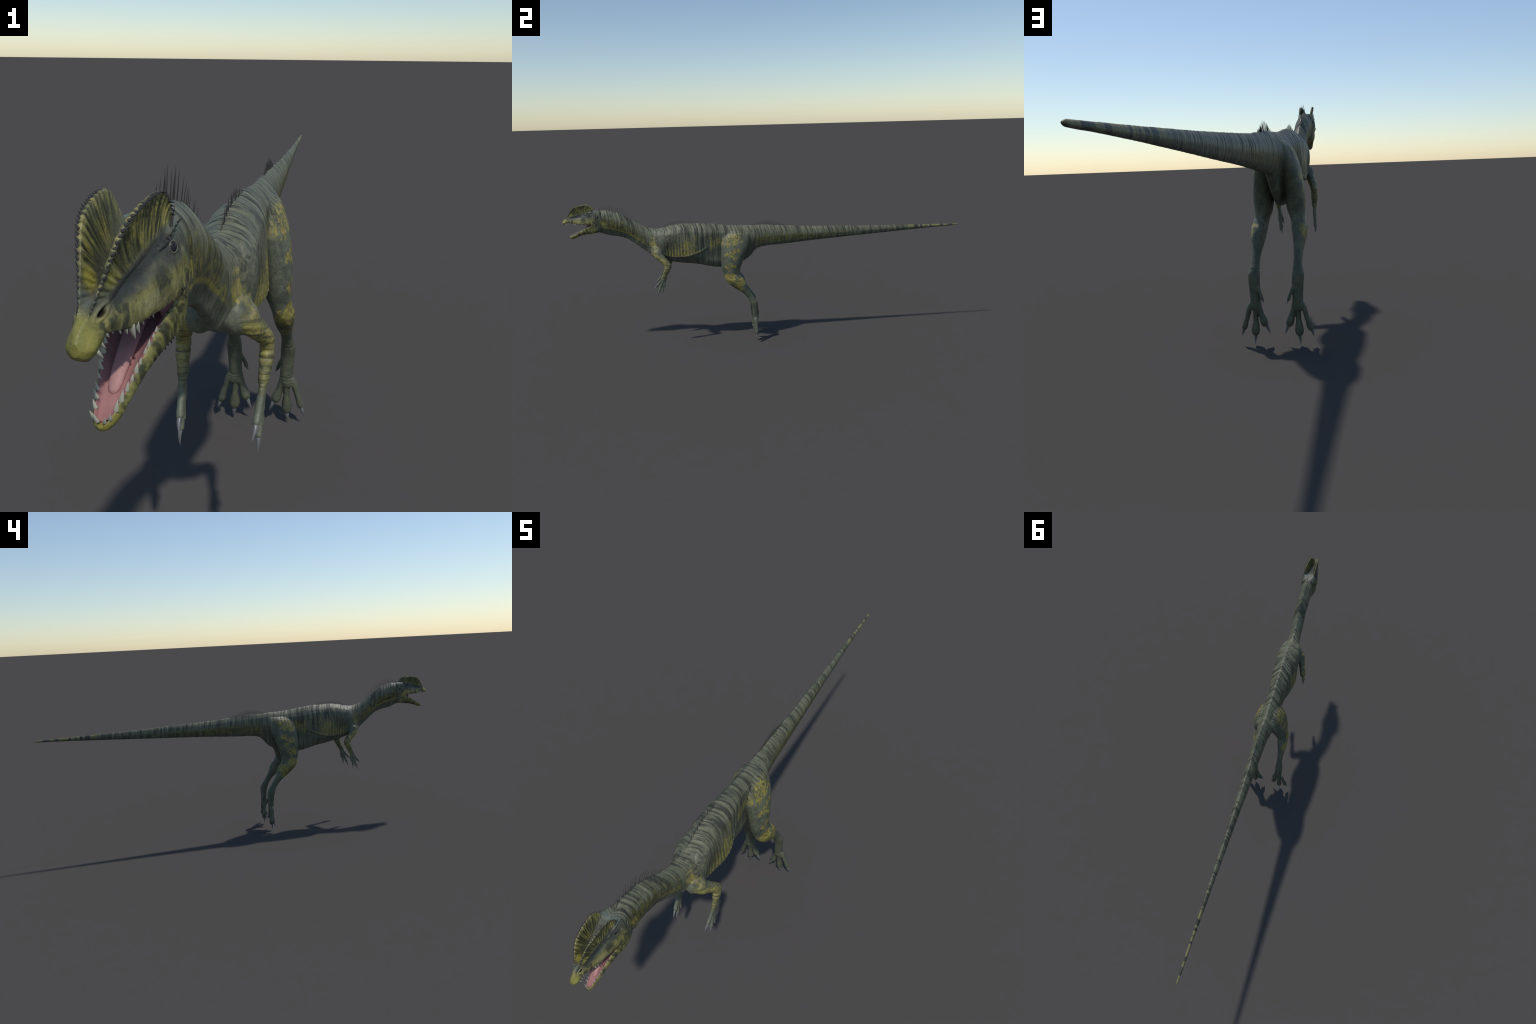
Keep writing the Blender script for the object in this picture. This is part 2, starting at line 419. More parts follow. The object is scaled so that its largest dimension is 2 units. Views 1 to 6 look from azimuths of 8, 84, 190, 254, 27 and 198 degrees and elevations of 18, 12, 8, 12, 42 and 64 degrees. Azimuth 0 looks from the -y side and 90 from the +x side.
# limbs
arm_rings = smooth(.335, .36, z) * fore
D += arm_rings * .0011 * noise(ax * 16, y * 30 + 10, z * 190 + y * 60, 4)
knee = hind * smooth(.24, .27, z) * smooth(.40, .33, z) * smooth(-.12, -.20, y + (z - .3) * -.9)
D += knee * .0010 * noise(ax * 20, y * 40, (z + .75 * y) * 140, 6)
D += hind * .0010 * noise(P[:, 0] * 26, y * 26, z * 22, 9)
D += np.maximum(hind, fore) * .00025 * noise(P[:, 0] * 160, y * 160, z * 200, 12)
D -= hind * .0009 * np.exp(-((z - .2105 - .25 * (y + .09)) / .0017) ** 2)                  # ankle crease
D -= hind * .0010 * (np.exp(-((z - .122) / .0016) ** 2) + .7 * np.exp(-((z - .115) / .0013) ** 2)) * smooth(-.080, -.088, y)
# head
face = smooth(-.80, -.84, y) * (1 - cren)
nosy = smooth(-.972, -.982, y)
D += face * (1 - .8 * nosy) * (.00042 * noise(P[:, 0] * 75, y * 75, z * 75, 21) + .00012 * noise(P[:, 0] * 260, y * 260, z * 260, 22))
D -= blob(P, (.020, -.925, .660), (.012, .030, .0085)) * .0018                              # hollow before the eye
D += blob(P, (.0290, -.868, .6700), (.008, .012, .011)) * .0012
D -= blob(P, (.030, -.828, .655), (.010, .0045, .013)) * .0030                              # ear slit
jawf = smooth(-.93, -.90, y) * smooth(-.83, -.86, y) * smooth(.632, .622, z) * (ax > .015)
D += jawf * .00045 * np.sin((y * .75 + z * .55) * 2 * np.pi / .0066 + noise(y * 60, z * 60, ax * 60, 2) * 1.2)
# crest flutes fan out from the skull
phi = np.arctan2(z - .632, y + .905)
fl = np.sin(phi * 64 + 2.2 * np.sin(phi * 7) + 9 * (z - .69) * np.sign(P[:, 0])) + .6 * noise(phi * 34, z * 60, P[:, 0] * 40, 32)
rim = smooth(.0085, .001, pchip(CREST_A[:, 0], CREST_A[:, 4], y) - z)
D += cren * (.00050 - .00018 * rim) * fl
P = P + N * D[:, None]
# nostril: a slanted pit with a raised rim
def frame_uv(c, u, v):
    d = np.stack([ax - c[0], y - c[1], z - c[2]], -1); return d @ np.array(u), d @ np.array(v), d
nu, nvv, nd = frame_uv((.0072, -.9715, .6525), (.30, .80, .42), (-.50, -.20, .80))
q = np.sqrt((nu / .0062) ** 2 + (nvv / .0021) ** 2) + (np.linalg.norm(nd, axis=1) > .011) * 9
P = P - N * (.0050 * smooth(1, .30, q))[:, None] + N * (.0007 * np.exp(-((q - 1.45) / .40) ** 2))[:, None]
P[:, 2] = np.maximum(P[:, 2], .0006)
N = normals(P)

# ------------------------------------------------------------------ materials: a small node vocabulary
class Mat:
    def __init__(s, name, rough=.6, spec=.3):
        s.m = bpy.data.materials.new(name); s.m.use_nodes = True
        s.t = s.m.node_tree; s.n = s.t.nodes; s.bsdf = s.n["Principled BSDF"]
        s.bsdf.inputs["Roughness"].default_value = rough; s.bsdf.inputs["Specular IOR Level"].default_value = spec
        tc = s.n.new("ShaderNodeTexCoord"); sp = s.n.new("ShaderNodeSeparateXYZ")
        s.P = tc.outputs["Object"]; s.t.links.new(s.P, sp.inputs[0]); s.x, s.y, s.z = sp.outputs
        s.ax = s.f('ABSOLUTE', s.x)
    def put(s, sock, v):
        if isinstance(v, bpy.types.NodeSocket): s.t.links.new(v, sock)
        else: sock.default_value = v
    def f(s, op, a, b=None, c=None):
        n = s.n.new("ShaderNodeMath"); n.operation = op
        for i, v in enumerate((a, b, c)):
            if v is not None: s.put(n.inputs[i], v)
        return n.outputs[0]
    def add(s, a, b): return s.f('ADD', a, b)
    def sub(s, a, b): return s.f('SUBTRACT', a, b)
    def mul(s, *v):
        r = v[0]
        for w in v[1:]: r = s.f('MULTIPLY', r, w)
        return r
    def mx(s, *v):
        r = v[0]
        for w in v[1:]: r = s.f('MAXIMUM', r, w)
        return r
    def inv(s, a): return s.f('SUBTRACT', 1., a)
    def sm(s, a, b, v):
        n = s.n.new("ShaderNodeMapRange"); n.interpolation_type = 'SMOOTHSTEP'
        if a > b: lo, hi, p, q = b, a, 1., 0.
        else: lo, hi, p, q = a, b, 0., 1.
        s.put(n.inputs[0], v); n.inputs[1].default_value = lo; n.inputs[2].default_value = hi
        n.inputs[3].default_value = p; n.inputs[4].default_value = q
        return n.outputs[0]
    def vec(s, a, b, c):
        n = s.n.new("ShaderNodeCombineXYZ")
        for i, v in enumerate((a, b, c)): s.put(n.inputs[i], v)
        return n.outputs[0]
    def noise(s, v=None, scale=10., detail=3., rough=.55, dist=0.):
        n = s.n.new("ShaderNodeTexNoise"); s.put(n.inputs["Vector"], v if v is not None else s.P)
        n.inputs["Scale"].default_value = scale; n.inputs["Detail"].default_value = detail
        n.inputs["Roughness"].default_value = rough; n.inputs["Distortion"].default_value = dist
        return n.outputs[0]
    def voronoi(s, v=None, scale=100.):
        n = s.n.new("ShaderNodeTexVoronoi"); s.put(n.inputs["Vector"], v if v is not None else s.P); n.inputs["Scale"].default_value = scale
        return n.outputs["Distance"]
    def mix(s, fac, a, b):
        n = s.n.new("ShaderNodeMix"); n.data_type = 'RGBA'; s.put(n.inputs[0], fac)
        for i, v in ((6, a), (7, b)): s.put(n.inputs[i], v if isinstance(v, bpy.types.NodeSocket) else (*v, 1.))
        return n.outputs[2]
    def mulc(s, col, v):
        n = s.n.new("ShaderNodeVectorMath"); n.operation = 'SCALE'; s.put(n.inputs[0], col); s.put(n.inputs["Scale"], v); return n.outputs[0]
    def curve(s, pts, v):
        n = s.n.new("ShaderNodeFloatCurve"); c = n.mapping.curves[0]
        n.mapping.use_clip = False
        for i, (a, b) in enumerate(pts):
            if i < 2: c.points[i].location = (a, b)
            else: c.points.new(a, b)
        n.mapping.update(); s.put(n.inputs["Value"], v); return n.outputs[0]
    def blob(s, c, r):
        a = s.f('DIVIDE', s.sub(s.ax, c[0]), r[0]); b = s.f('DIVIDE', s.sub(s.y, c[1]), r[1]); d = s.f('DIVIDE', s.sub(s.z, c[2]), r[2])
        q = s.f('SQRT', s.add(s.add(s.mul(a, a), s.mul(b, b)), s.mul(d, d)))
        return s.sm(1., .35, q)
    def bump(s, h, dist, strength=1.):
        n = s.n.new("ShaderNodeBump"); n.inputs["Strength"].default_value = strength; n.inputs["Distance"].default_value = dist
        s.put(n.inputs["Height"], h); s.t.links.new(n.outputs[0], s.bsdf.inputs["Normal"])
    def out(s, col): s.put(s.bsdf.inputs["Base Color"], col if isinstance(col, bpy.types.NodeSocket) else (*col, 1.)); return s.m

GREY = (.130, .136, .086); DARK = (.031, .033, .025); YEL = (.320, .268, .052); OLIVE = (.082, .080, .022)
PALE = (.176, .180, .116); BELLY = (.120, .130, .090); FOOT = (.100, .106, .066)

def skin_material():
    m = Mat("scaly_skin", .50, .40)
    X, Y, Z, AX = m.x, m.y, m.z, m.ax
    yn = m.mul(m.add(Y, 1.), .5)
    keep = [r for i, r in enumerate(BODY) if i % 2 == 0 or i == len(BODY) - 1]
    zt = m.curve([((r[0] + 1) / 2, r[1]) for r in keep], yn); zb = m.curve([((r[0] + 1) / 2, r[2]) for r in keep], yn)
    H = m.f('DIVIDE', m.sub(Z, zb), m.sub(zt, zb))
    ydrag = m.sub(Y, m.mul(m.f('MINIMUM', AX, .026), .55))
    streak = m.noise(m.vec(m.mul(AX, 10.), m.mul(ydrag, 96.), m.mul(Z, 7.)), 1., 2.2, .5, .4)
    lines = m.noise(m.vec(m.mul(AX, 12.), m.mul(ydrag, 158.), m.mul(Z, 8.)), 1., 2., .5, .3)
    fine = m.noise(m.vec(m.mul(AX, 34.), m.mul(ydrag, 260.), m.mul(Z, 26.)), 1., 3.)
    patch = m.noise(None, 19., 4., .6)
    patch2 = m.noise(None, 42., 5., .68, .4)
    speck = m.noise(None, 230., 2.)
    grain = m.noise(None, 105., 4., .72)
    def patchy(b, n=None, w=.20):
        """Ragged patch where blob b is strong, broken by noise n."""
        n = n if n is not None else patch2
        return m.mul(m.sm(.58, .70, m.add(n, m.mul(b, w))), m.sm(0., .2, b))
    mixd = m.add(m.mul(patch2, .55), m.mul(grain, .45))
    # back: grey with many fine dark cross stripes
    sv = m.add(m.add(m.mul(streak, .60), m.mul(fine, .28)), m.mul(grain, .12))
    stripe = m.mx(m.sm(.455, .410, m.add(m.mul(streak, .88), m.mul(grain, .12))), m.mul(m.sm(.435, .390, m.add(m.mul(lines, .88), m.mul(grain, .12))), .95), m.mul(m.sm(.42, .34, fine), .5))
    upper = m.sm(.32, .68, m.add(H, m.mul(m.sub(patch, .5), .25)))
    col = m.mix(m.sm(.35, .65, patch2), m.mulc(m.mix(0., GREY, GREY), .88), GREY)
    col = m.mix(m.mul(m.sm(.50, .60, sv), .8), col, PALE)
    col = m.mix(m.mul(stripe, .82), col, DARK)
    shl = m.blob((.045, -.525, .535), (.05, .075, .06))
    col = m.mix(m.mul(shl, .65), col, m.mix(m.sm(.4, .62, grain), (.085, .092, .072), PALE))
    spots = m.mul(m.sm(.62, .69, m.noise(None, 95., 1.)), shl)
    col = m.mix(m.mul(spots, .75), col, DARK)
    # underside: softer bars
    bars = m.sm(.54, .42, m.noise(m.vec(m.mul(AX, 12.), m.mul(Y, 100.), m.mul(Z, 10.)), 1., 3.))
    under = m.mix(m.mul(bars, .42), m.mix(m.sm(.4, .6, grain), m.mulc(m.mix(0., BELLY, BELLY), .8), BELLY), DARK)
    col = m.mix(m.inv(upper), col, under)
    # neck flank: olive ground, yellow streaks
    neck = m.mul(m.sm(-.838, -.80, Y), m.sm(-.53, -.58, Y))
    band = m.mul(m.sm(.26, .34, H), m.sm(.78, .50, m.add(H, m.mul(m.sub(streak, .5), .8))))
    col = m.mix(m.mul(neck, band, m.sm(.30, .48, patch2), m.mx(m.sm(-.66, -.72, Y), .45), .88), col, m.mix(m.sm(.4, .6, grain), (.040, .040, .014), OLIVE))
    yb = m.mul(m.sm(.22, .32, H), m.sm(.80, .42, m.add(H, m.mul(m.sub(streak, .5), 1.0))))
    col = m.mix(m.mul(neck, yb, m.sm(.47, .63, m.add(m.mul(patch2, .5), m.add(m.mul(fine, .25), m.mul(grain, .25)))), .85), col, YEL)
    line = m.mul(neck, m.sm(.045, .015, m.f('ABSOLUTE', m.sub(H, m.add(.30, m.mul(m.sub(patch, .5), .08))))), m.sm(-.83, -.80, Y), m.sm(-.60, -.68, Y))
    col = m.mix(m.mul(line, .6), col, YEL)
    # torso flank: yellow between dark rib lines, streaks rising from it
    ribs = m.mul(m.sm(-.525, -.49, Y), m.sm(-.35, -.40, Y), m.sm(.448, .458, Z), m.sm(.535, .475, m.add(Z, m.mul(m.sub(streak, .5), .20))))
    ribline = m.f('SINE', m.add(m.mul(Y, 433.), m.mul(patch2, 11.)))
    col = m.mix(m.mul(ribs, m.sm(.36, .54, m.add(m.mul(patch2, .6), m.mul(fine, .4))), .85), col, m.mix(m.mul(m.sm(.25, .9, ribline), m.sm(-.400, -.430, Y)), m.mix(m.sm(.4, .6, grain), (.20, .18, .045), YEL), (.045, .046, .030)))
    rise = m.mx(m.blob((.045, -.366, .520), (.05, .016, .070)), m.blob((.045, -.412, .505), (.05, .024, .045)), m.blob((.033, -.284, .505), (.05, .020, .050)), m.mul(m.blob((.04, -.37, .468), (.05, .060, .018)), .9), m.mul(m.blob((.033, -.255, .515), (.05, .022, .035)), .9))
    col = m.mix(m.mul(patchy(rise, m.add(m.mul(streak, .45), m.add(m.mul(fine, .25), m.mul(grain, .30))), .15), .70), col, m.mix(m.sm(.4, .6, grain), (.16, .15, .045), YEL))
    edge = m.mul(m.sm(-.51, -.47, Y), m.sm(-.30, -.34, Y), m.sm(.0045, .0012, m.f('ABSOLUTE', m.sub(Z, m.add(.4485, m.mul(m.f('POWER', m.add(Y, .455), 2.), 1.75))))))
    col = m.mix(m.mul(edge, m.sm(.36, .50, patch2), .75), col, (.240, .240, .130))
    flank_dark = m.mx(m.blob((.034, -.268, .545), (.05, .036, .040)), m.mul(m.blob((.047, -.48, .510), (.05, .065, .038)), .85))
    col = m.mix(m.mul(flank_dark, m.sm(.36, .56, fine), .72), col, DARK)
    # shoulder front
    sh = m.mx(m.blob((.040, -.575, .525), (.034, .030, .046)), m.mul(m.blob((.042, -.560, .490), (.03, .030, .030)), 1.))
    col = m.mix(m.mul(patchy(sh, m.add(m.mul(patch2, .4), m.add(m.mul(streak, .35), m.mul(grain, .25))), .17), .80), col, m.mix(m.sm(.36, .62, patch2), (.140, .124, .060), (.31, .27, .085)))
    chest = m.blob((.010, -.588, .470), (.032, .045, .040))
    col = m.mix(m.mul(chest, m.sm(.35, .6, patch2), .75), col, (.190, .195, .135))
    # tail: olive lower band, yellow rings at the tip
    tl = m.mul(m.sm(-.10, -.03, Y), m.sm(.55, .22, Y), m.sm(.10, .24, H), m.sm(.70, .44, m.add(H, m.mul(m.sub(streak, .5), .7))))
    col = m.mix(m.mul(tl, m.sm(.36, .54, m.add(m.mul(fine, .5), m.mul(grain, .5))), .80), col, m.mix(m.sm(.48, .60, mixd), OLIVE, (.19, .170, .040)))
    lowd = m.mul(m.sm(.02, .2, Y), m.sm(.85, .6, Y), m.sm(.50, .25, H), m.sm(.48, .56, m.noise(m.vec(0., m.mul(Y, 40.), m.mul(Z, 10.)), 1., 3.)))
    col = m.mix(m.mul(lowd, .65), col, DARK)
    tn = m.noise(m.vec(0., m.mul(Y, 50.), m.mul(Z, 4.)), 1., 2.)
    col = m.mix(m.mul(m.sm(.55, .75, Y), m.sm(.53, .44, tn), .75), col, DARK)
    tip = m.mul(m.sm(.58, .80, Y), m.sm(.48, .56, tn), m.sm(.2, .6, H))
    col = m.mix(m.mul(tip, .70), col, (.215, .195, .065))
    # hind limb
    leg = m.mul(m.sm(.560, .49, m.sub(Z, m.mul(m.sub(AX, .05), .8))), m.sm(.022, .040, AX), m.sm(-.275, -.245, Y), m.sm(-.07, -.12, Y))
    leg = m.mx(leg, m.mul(m.sm(.375, .355, Z), m.sm(-.45, -.42, Y)))
    thigh = m.mix(m.sm(.40, .62, m.add(m.mul(patch, .4), m.mul(patch2, .6))), (.070, .082, .058), (.140, .150, .098))
    thigh = m.mix(m.mul(m.sm(.54, .66, grain), .5), thigh, DARK)
    col = m.mix(leg, col, thigh)
    arc = m.sm(.020, .006, m.f('ABSOLUTE', m.sub(Z, m.add(.500, m.mul(m.f('POWER', m.mx(m.add(Y, .215), 0.), 1.6), 2.6)))))
    hip = m.mul(m.mx(m.mul(m.blob((.055, -.182, .530), (.05, .075, .060)), .80), m.mul(arc, m.blob((.06, -.180, .520), (.05, .085, .075))), m.blob((.042, -.238, .520), (.04, .018, .040))), 1.)
    spotsb = m.mx(m.blob((.070, -.200, .450), (.03, .040, .022)), m.blob((.070, -.165, .468), (.03, .030, .020)), m.mul(m.blob((.072, -.178, .430), (.03, .022, .024)), .8), m.mul(m.blob((.072, -.200, .392), (.03, .045, .028)), .9))
    knee = m.mx(m.blob((.066, -.205, .330), (.04, .050, .045)), m.blob((.074, -.152, .312), (.03, .034, .034)), m.blob((.066, -.170, .280), (.04, .045, .036)))
    outer = m.sm(.022, .052, AX)
    yc = m.mix(m.sm(.42, .62, grain), (.190, .160, .034), (.36, .295, .056))
    net = m.add(m.mul(m.noise(None, 60., 5., .72, .3), .6), m.mul(grain, .4))
    col = m.mix(m.mul(outer, m.mx(patchy(hip, net, .19), patchy(spotsb, net, .19)), .86), col, yc)
    col = m.mix(m.mul(outer, patchy(knee, net, .28), .80), col, yc)
    bar = m.noise(m.vec(m.mul(AX, 18.), m.mul(m.add(Z, m.mul(Y, .75)), 150.), m.mul(Z, 6.)), 1., 3.)
    kn = m.mul(m.blob((.06, -.195, .290), (.05, .055, .055)), m.sm(.52, .42, bar))
    col = m.mix(m.mul(kn, .75), col, (.040, .040, .018))
    ft = m.mul(m.sm(.285, .225, Z), m.sm(-.45, -.42, Y))
    col = m.mix(ft, col, m.mix(m.sm(.38, .62, mixd), (.070, .082, .056), FOOT))
    # forelimb
    arm = m.mul(m.sm(.480, .445, m.add(Z, m.mul(m.add(Y, .55), .6))), m.sm(.032, .046, AX), m.sm(-.47, -.50, Y))
    arm = m.mx(arm, m.mul(m.sm(.405, .40, Z), m.sm(-.46, -.47, Y), m.sm(-.75, -.7, Y)))
    abar = m.noise(m.vec(m.mul(AX, 14.), m.mul(Y, 30.), m.mul(m.add(Z, m.mul(Y, .3)), 210.)), 1., 2.)
    ac = m.mix(m.sm(.38, .62, mixd), (.085, .098, .070), (.150, .152, .090))
    front = m.sm(-.500, -.535, m.sub(Y, m.mul(m.sub(Z, .4), .50)))
    ay = m.mul(m.sm(.325, .360, Z), m.mx(front, m.mul(m.sm(.05, .072, AX), .6)))
    ac = m.mix(m.mul(ay, m.sm(.36, .54, mixd), .88), ac, m.mix(m.sm(.42, .6, patch2), YEL, (.34, .30, .085)))
    ac = m.mix(m.mul(m.sm(.335, .365, Z), m.sm(.50, .38, abar), .72), ac, (.042, .045, .026))
    ac = m.mix(m.sm(.365, .325, Z), ac, m.mix(m.sm(.4, .6, mixd), (.105, .118, .080), (.135, .148, .105)))
    col = m.mix(arm, col, ac)
    # head
    hd = m.sm(-.825, -.848, m.add(Y, m.mul(m.sub(Z, .64), .1)))
    hn = m.noise(None, 58., 4., .55, .6); hn2 = m.noise(m.vec(m.mul(X, 50.), m.mul(Y, 62.), m.mul(Z, 34.)), 1., 3., .5, .8)
    hc = m.mix(m.sm(.42, .58, hn), (.048, .050, .028), (.185, .172, .064))
    cheek = m.mul(m.sm(.662, .640, m.add(Z, m.mul(m.sub(hn, .5), .03))), m.sm(.44, .60, hn2))
    hc = m.mix(m.mul(cheek, .85), hc, (.300, .268, .078))
    up = m.sm(.648, .662, m.add(Z, m.mul(m.sub(hn, .5), .02)))
    hc = m.mix(m.mul(up, .85), hc, m.mix(m.sm(.38, .62, hn2), (.060, .064, .050), (.110, .112, .084)))
    arcd = m.mul(m.sm(.0085, .0025, m.f('ABSOLUTE', m.sub(Z, m.sub(m.mul(m.add(Y, .92), .24), -.6665)))), m.sm(-.970, -.955, Y), m.sm(-.862, -.878, Y))
    hc = m.mix(m.mul(arcd, m.sm(.25, .45, hn), .88), hc, (.028, .031, .028))
    lipb = m.mul(m.blob((.024, -.905, .640), (.02, .055, .010)), m.sm(.38, .56, hn2))
    hc = m.mix(m.mul(lipb, .75), hc, (.265, .255, .130))
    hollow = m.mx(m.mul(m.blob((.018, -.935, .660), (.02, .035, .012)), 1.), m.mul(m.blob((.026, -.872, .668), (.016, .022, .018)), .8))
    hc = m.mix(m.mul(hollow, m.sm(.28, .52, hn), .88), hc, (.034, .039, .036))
    hc = m.mix(m.mul(m.blob((.027, -.843, .66), (.02, .02, .025)), m.sm(.42, .62, hn2), .7), hc, (.125, .130, .045))
    nape = m.mul(m.sm(-.874, -.850, Y), m.sm(.670, .684, Z))
    hc = m.mix(m.mul(nape, .9), hc, m.mix(m.sm(.35, .65, hn), (.105, .128, .105), (.165, .190, .155)))
    # crest: dark furrows, yellow flutes, banded rim
    czb = m.curve([((r[0] + 1) / 2, r[2]) for r in CREST[::2]], yn); cze = m.curve([((r[0] + 1) / 2, r[4]) for r in CREST], yn)
    cm = m.mul(m.sm(-.002, .006, m.sub(Z, czb)), m.sm(-.8495, -.8535, Y))
    phi = m.f('ARCTAN2', m.sub(Z, .632), m.add(Y, .905))
    cs = m.f('SINE', m.add(m.mul(phi, 64.), m.mul(m.f('SINE', m.mul(phi, 7.)), 2.2)))
    cn = m.add(m.mul(m.noise(m.vec(m.mul(phi, 19.), m.mul(Z, 26.), m.mul(X, 26.)), 1., 5., .66, .25), .85), m.add(.075, m.mul(cs, .050)))
    cl = m.noise(None, 48., 3.)
    cc = m.mix(m.sm(.40, .60, cn), (.032, .034, .018), m.mix(m.sm(.4, .62, cl), (.120, .125, .050), (.290, .255, .065)))
    rimm = m.sm(.0075, .0015, m.sub(cze, Z))
    rb = m.add(m.mul(m.noise(m.vec(m.mul(phi, 22.), m.mul(Z, 30.), m.mul(X, 30.)), 1., 3.), .9), m.add(.05, m.mul(cs, .035)))
    cc = m.mix(m.mul(rimm, m.sm(-.970, -.950, Y), .62), cc, m.mix(m.sm(.42, .56, rb), (.075, .075, .038), (.285, .255, .090)))
    inl = m.mul(m.sm(.020, .004, m.sub(Z, czb)), m.sm(.004, -.002, m.sub(AX, m.add(.006, m.mul(m.add(Y, .98), .115)))))
    cc = m.mix(m.mul(inl, .75), cc, m.mix(m.sm(.4, .6, cl), (.085, .092, .058), (.150, .150, .080)))
    hc = m.mix(cm, hc, cc)
    # snout: yellow patch between the crests, grey bridge, yellow nose
    hc = m.mix(m.mul(m.blob((0., -.957, .672), (.018, .012, .012)), .85), hc, (.340, .300, .055))
    hc = m.mix(m.mul(m.blob((0., -.972, .663), (.0095, .010, .010)), .9), hc, (.105, .118, .100))
    nose = m.sm(-.974, -.988, m.add(Y, m.mul(m.sub(Z, .64), .25)))
    hc = m.mix(nose, hc, m.mix(m.sm(.36, .64, hn), (.170, .168, .040), (.275, .245, .060)))
    lipd = m.mul(m.sm(.6340, .6290, Z), m.sm(.621, .6255, Z), m.sm(-.86, -.87, Y), m.sm(-.985, -.975, Y))
    hc = m.mix(m.mul(lipd, .5), hc, (.085, .060, .034))
    nos = m.blob((.0068, -.9708, .6518), (.0050, .0072, .0048))
    hc = m.mix(m.mul(nos, .95), hc, (.012, .009, .009))
    # jaw
    jw = m.mul(m.sm(.622, .612, Z), m.sm(-.835, -.862, Y))
    jn = m.noise(m.vec(m.mul(X, 40.), m.mul(m.add(Y, m.mul(Z, .6)), 75.), m.mul(m.sub(Z, m.mul(Y, .5)), 36.)), 1., 3., .55, .5)
    jc = m.mix(m.sm(.40, .62, jn), (.052, .055, .026), (.215, .205, .062))
    jc = m.mix(m.sm(-.950, -.966, Y), jc, (.225, .198, .045))
    hc = m.mix(jw, hc, jc)
    col = m.mix(hd, col, hc)
    ear = m.blob((.029, -.830, .656), (.012, .0040, .010))
    col = m.mix(m.mul(ear, .95), col, (.012, .014, .014))
    # overall grain and scales
    vor = m.voronoi(None, 380.)
    col = m.mulc(col, m.add(.72, m.add(m.mul(speck, .30), m.mul(grain, .28))))
    m.bump(m.add(m.mul(vor, .35), m.add(m.mul(fine, .45), m.mul(grain, .55))), .0013, .5)
    return m.out(col)
SKIN = skin_material()

def simple(name, c0, c1, scale, rough, spec=.4, bump=0.):
    m = Mat(name, rough, spec); n = m.noise(None, scale, 3.)
    if bump: m.bump(n, bump, .5)
    return m.out(m.mix(m.sm(.35, .65, n), c0, c1))
SPINE = simple("spine_horn", (.024, .024, .024), (.042, .042, .041), 200., .65, .2)
QUILL = simple("quill_keratin", (.016, .016, .014), (.040, .037, .031), 120., .7, .2)
CLAW = simple("claw_keratin", (.095, .098, .102), (.185, .185, .180), 120., .35, .5)
TOOTH = simple("tooth_enamel", (.33, .335, .245), (.47, .465, .37), 160., .3, .5)
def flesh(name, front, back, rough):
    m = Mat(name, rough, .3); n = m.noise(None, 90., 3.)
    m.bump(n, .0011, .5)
    c = m.mix(m.sm(-.935, -.875, m.y), front, back)  # shadow deep in the mouth painted into the colour, darker toward the throat
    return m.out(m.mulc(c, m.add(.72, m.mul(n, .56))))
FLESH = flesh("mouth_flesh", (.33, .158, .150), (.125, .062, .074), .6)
SHADE_FLESH = simple("flesh_darkened_for_shade", (.11, .045, .055), (.16, .07, .08), 80., .5, .3)  # cheek flesh tinted dark mauve to show the mouth corner's shadow
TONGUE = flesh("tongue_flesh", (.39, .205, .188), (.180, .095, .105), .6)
EYE = simple("eye_black", (.012, .013, .014), (.022, .023, .025), 100., .38, .3)
LID = simple("eyelid_skin", (.075, .082, .058), (.125, .128, .085), 150., .55)

# ------------------------------------------------------------------ objects
scene = bpy.context.scene.collection
root_obj = bpy.data.objects.new("crested_dinosaur", None); scene.objects.link(root_obj)
root_obj["label"] = "grey-green striped crested dinosaur with yellow patches and open jaws"
root_obj["category"] = "dinosaur"

def obj(name, me, mat, parent):
    o = bpy.data.objects.new(name, me); scene.objects.link(o); o.parent = parent
    if mat and not me.materials: me.materials.append(mat)
    return o

# split the skin by region
q4 = LV[np.minimum(LS[:, None] + np.arange(4), nl - 1)]
cnt = LT[:, None] > np.arange(4)
FC = (P[q4] * cnt[..., None]).sum(1) / LT[:, None]
fx, fy, fz = np.abs(FC[:, 0]), FC[:, 1], FC[:, 2]; left = FC[:, 0] < 0
lab = np.where(fy + (fz - .63) * .25 < -.828, 0, np.where(fy - (fz - .52) * .45 < -.575, 2, np.where(fy - (fz - .52) * .3 < -.045, 3, 4)))
jaw_line = np.interp(fy, [-1, -.97, -.93, -.89, -.868, -.84, -.82], [.60, .601, .609, .617, .622, .620, .617])
lab = np.where((lab == 0) & (fz < jaw_line), 1, lab)
cz = pchip(CREST_A[:, 0], CREST_A[:, 2], fy); cx = pchip(CREST_A[:, 0], CREST_A[:, 1], fy)
isc = (lab == 0) & (fy > -.977) & (fy < -.852) & (fz > cz + .001) & (fx > .001)
lab = np.where(isc, np.where(left, 6, 5), lab)
leg = ((fz < .525 - (fx - .05) * -.3) & (fx > .030) & (fy > -.262) & (fy < -.088)) | ((fz < .376) & (fy > -.4))
leg |= (fx > .019) & (fz < .44) & (fy > -.25) & (fy < -.13)
lab = np.where(leg, np.where(left, 8, 7), lab)
lab = np.where(leg & (fz < .2095 + .25 * (fy + .09)), np.where(left, 10, 9), lab)
arm = (((fz + .6 * (fy + .55)) < .462) & (fx > .038) & (fy < -.47) & (fy > -.62)) | ((fz < .405) & (fy < -.46) & (fy > -.7))
lab = np.where(arm, np.where(left, 12, 11), lab)
lab = np.where(arm & (fz < .350 + .4 * (fy + .53)), np.where(left, 14, 13), lab)
NAMES = ["head", "lower_jaw", "neck", "torso", "tail", "crest", "crest", "hindlimb", "hindlimb", "foot", "foot", "forelimb", "forelimb", "hand", "hand"]
part = {}
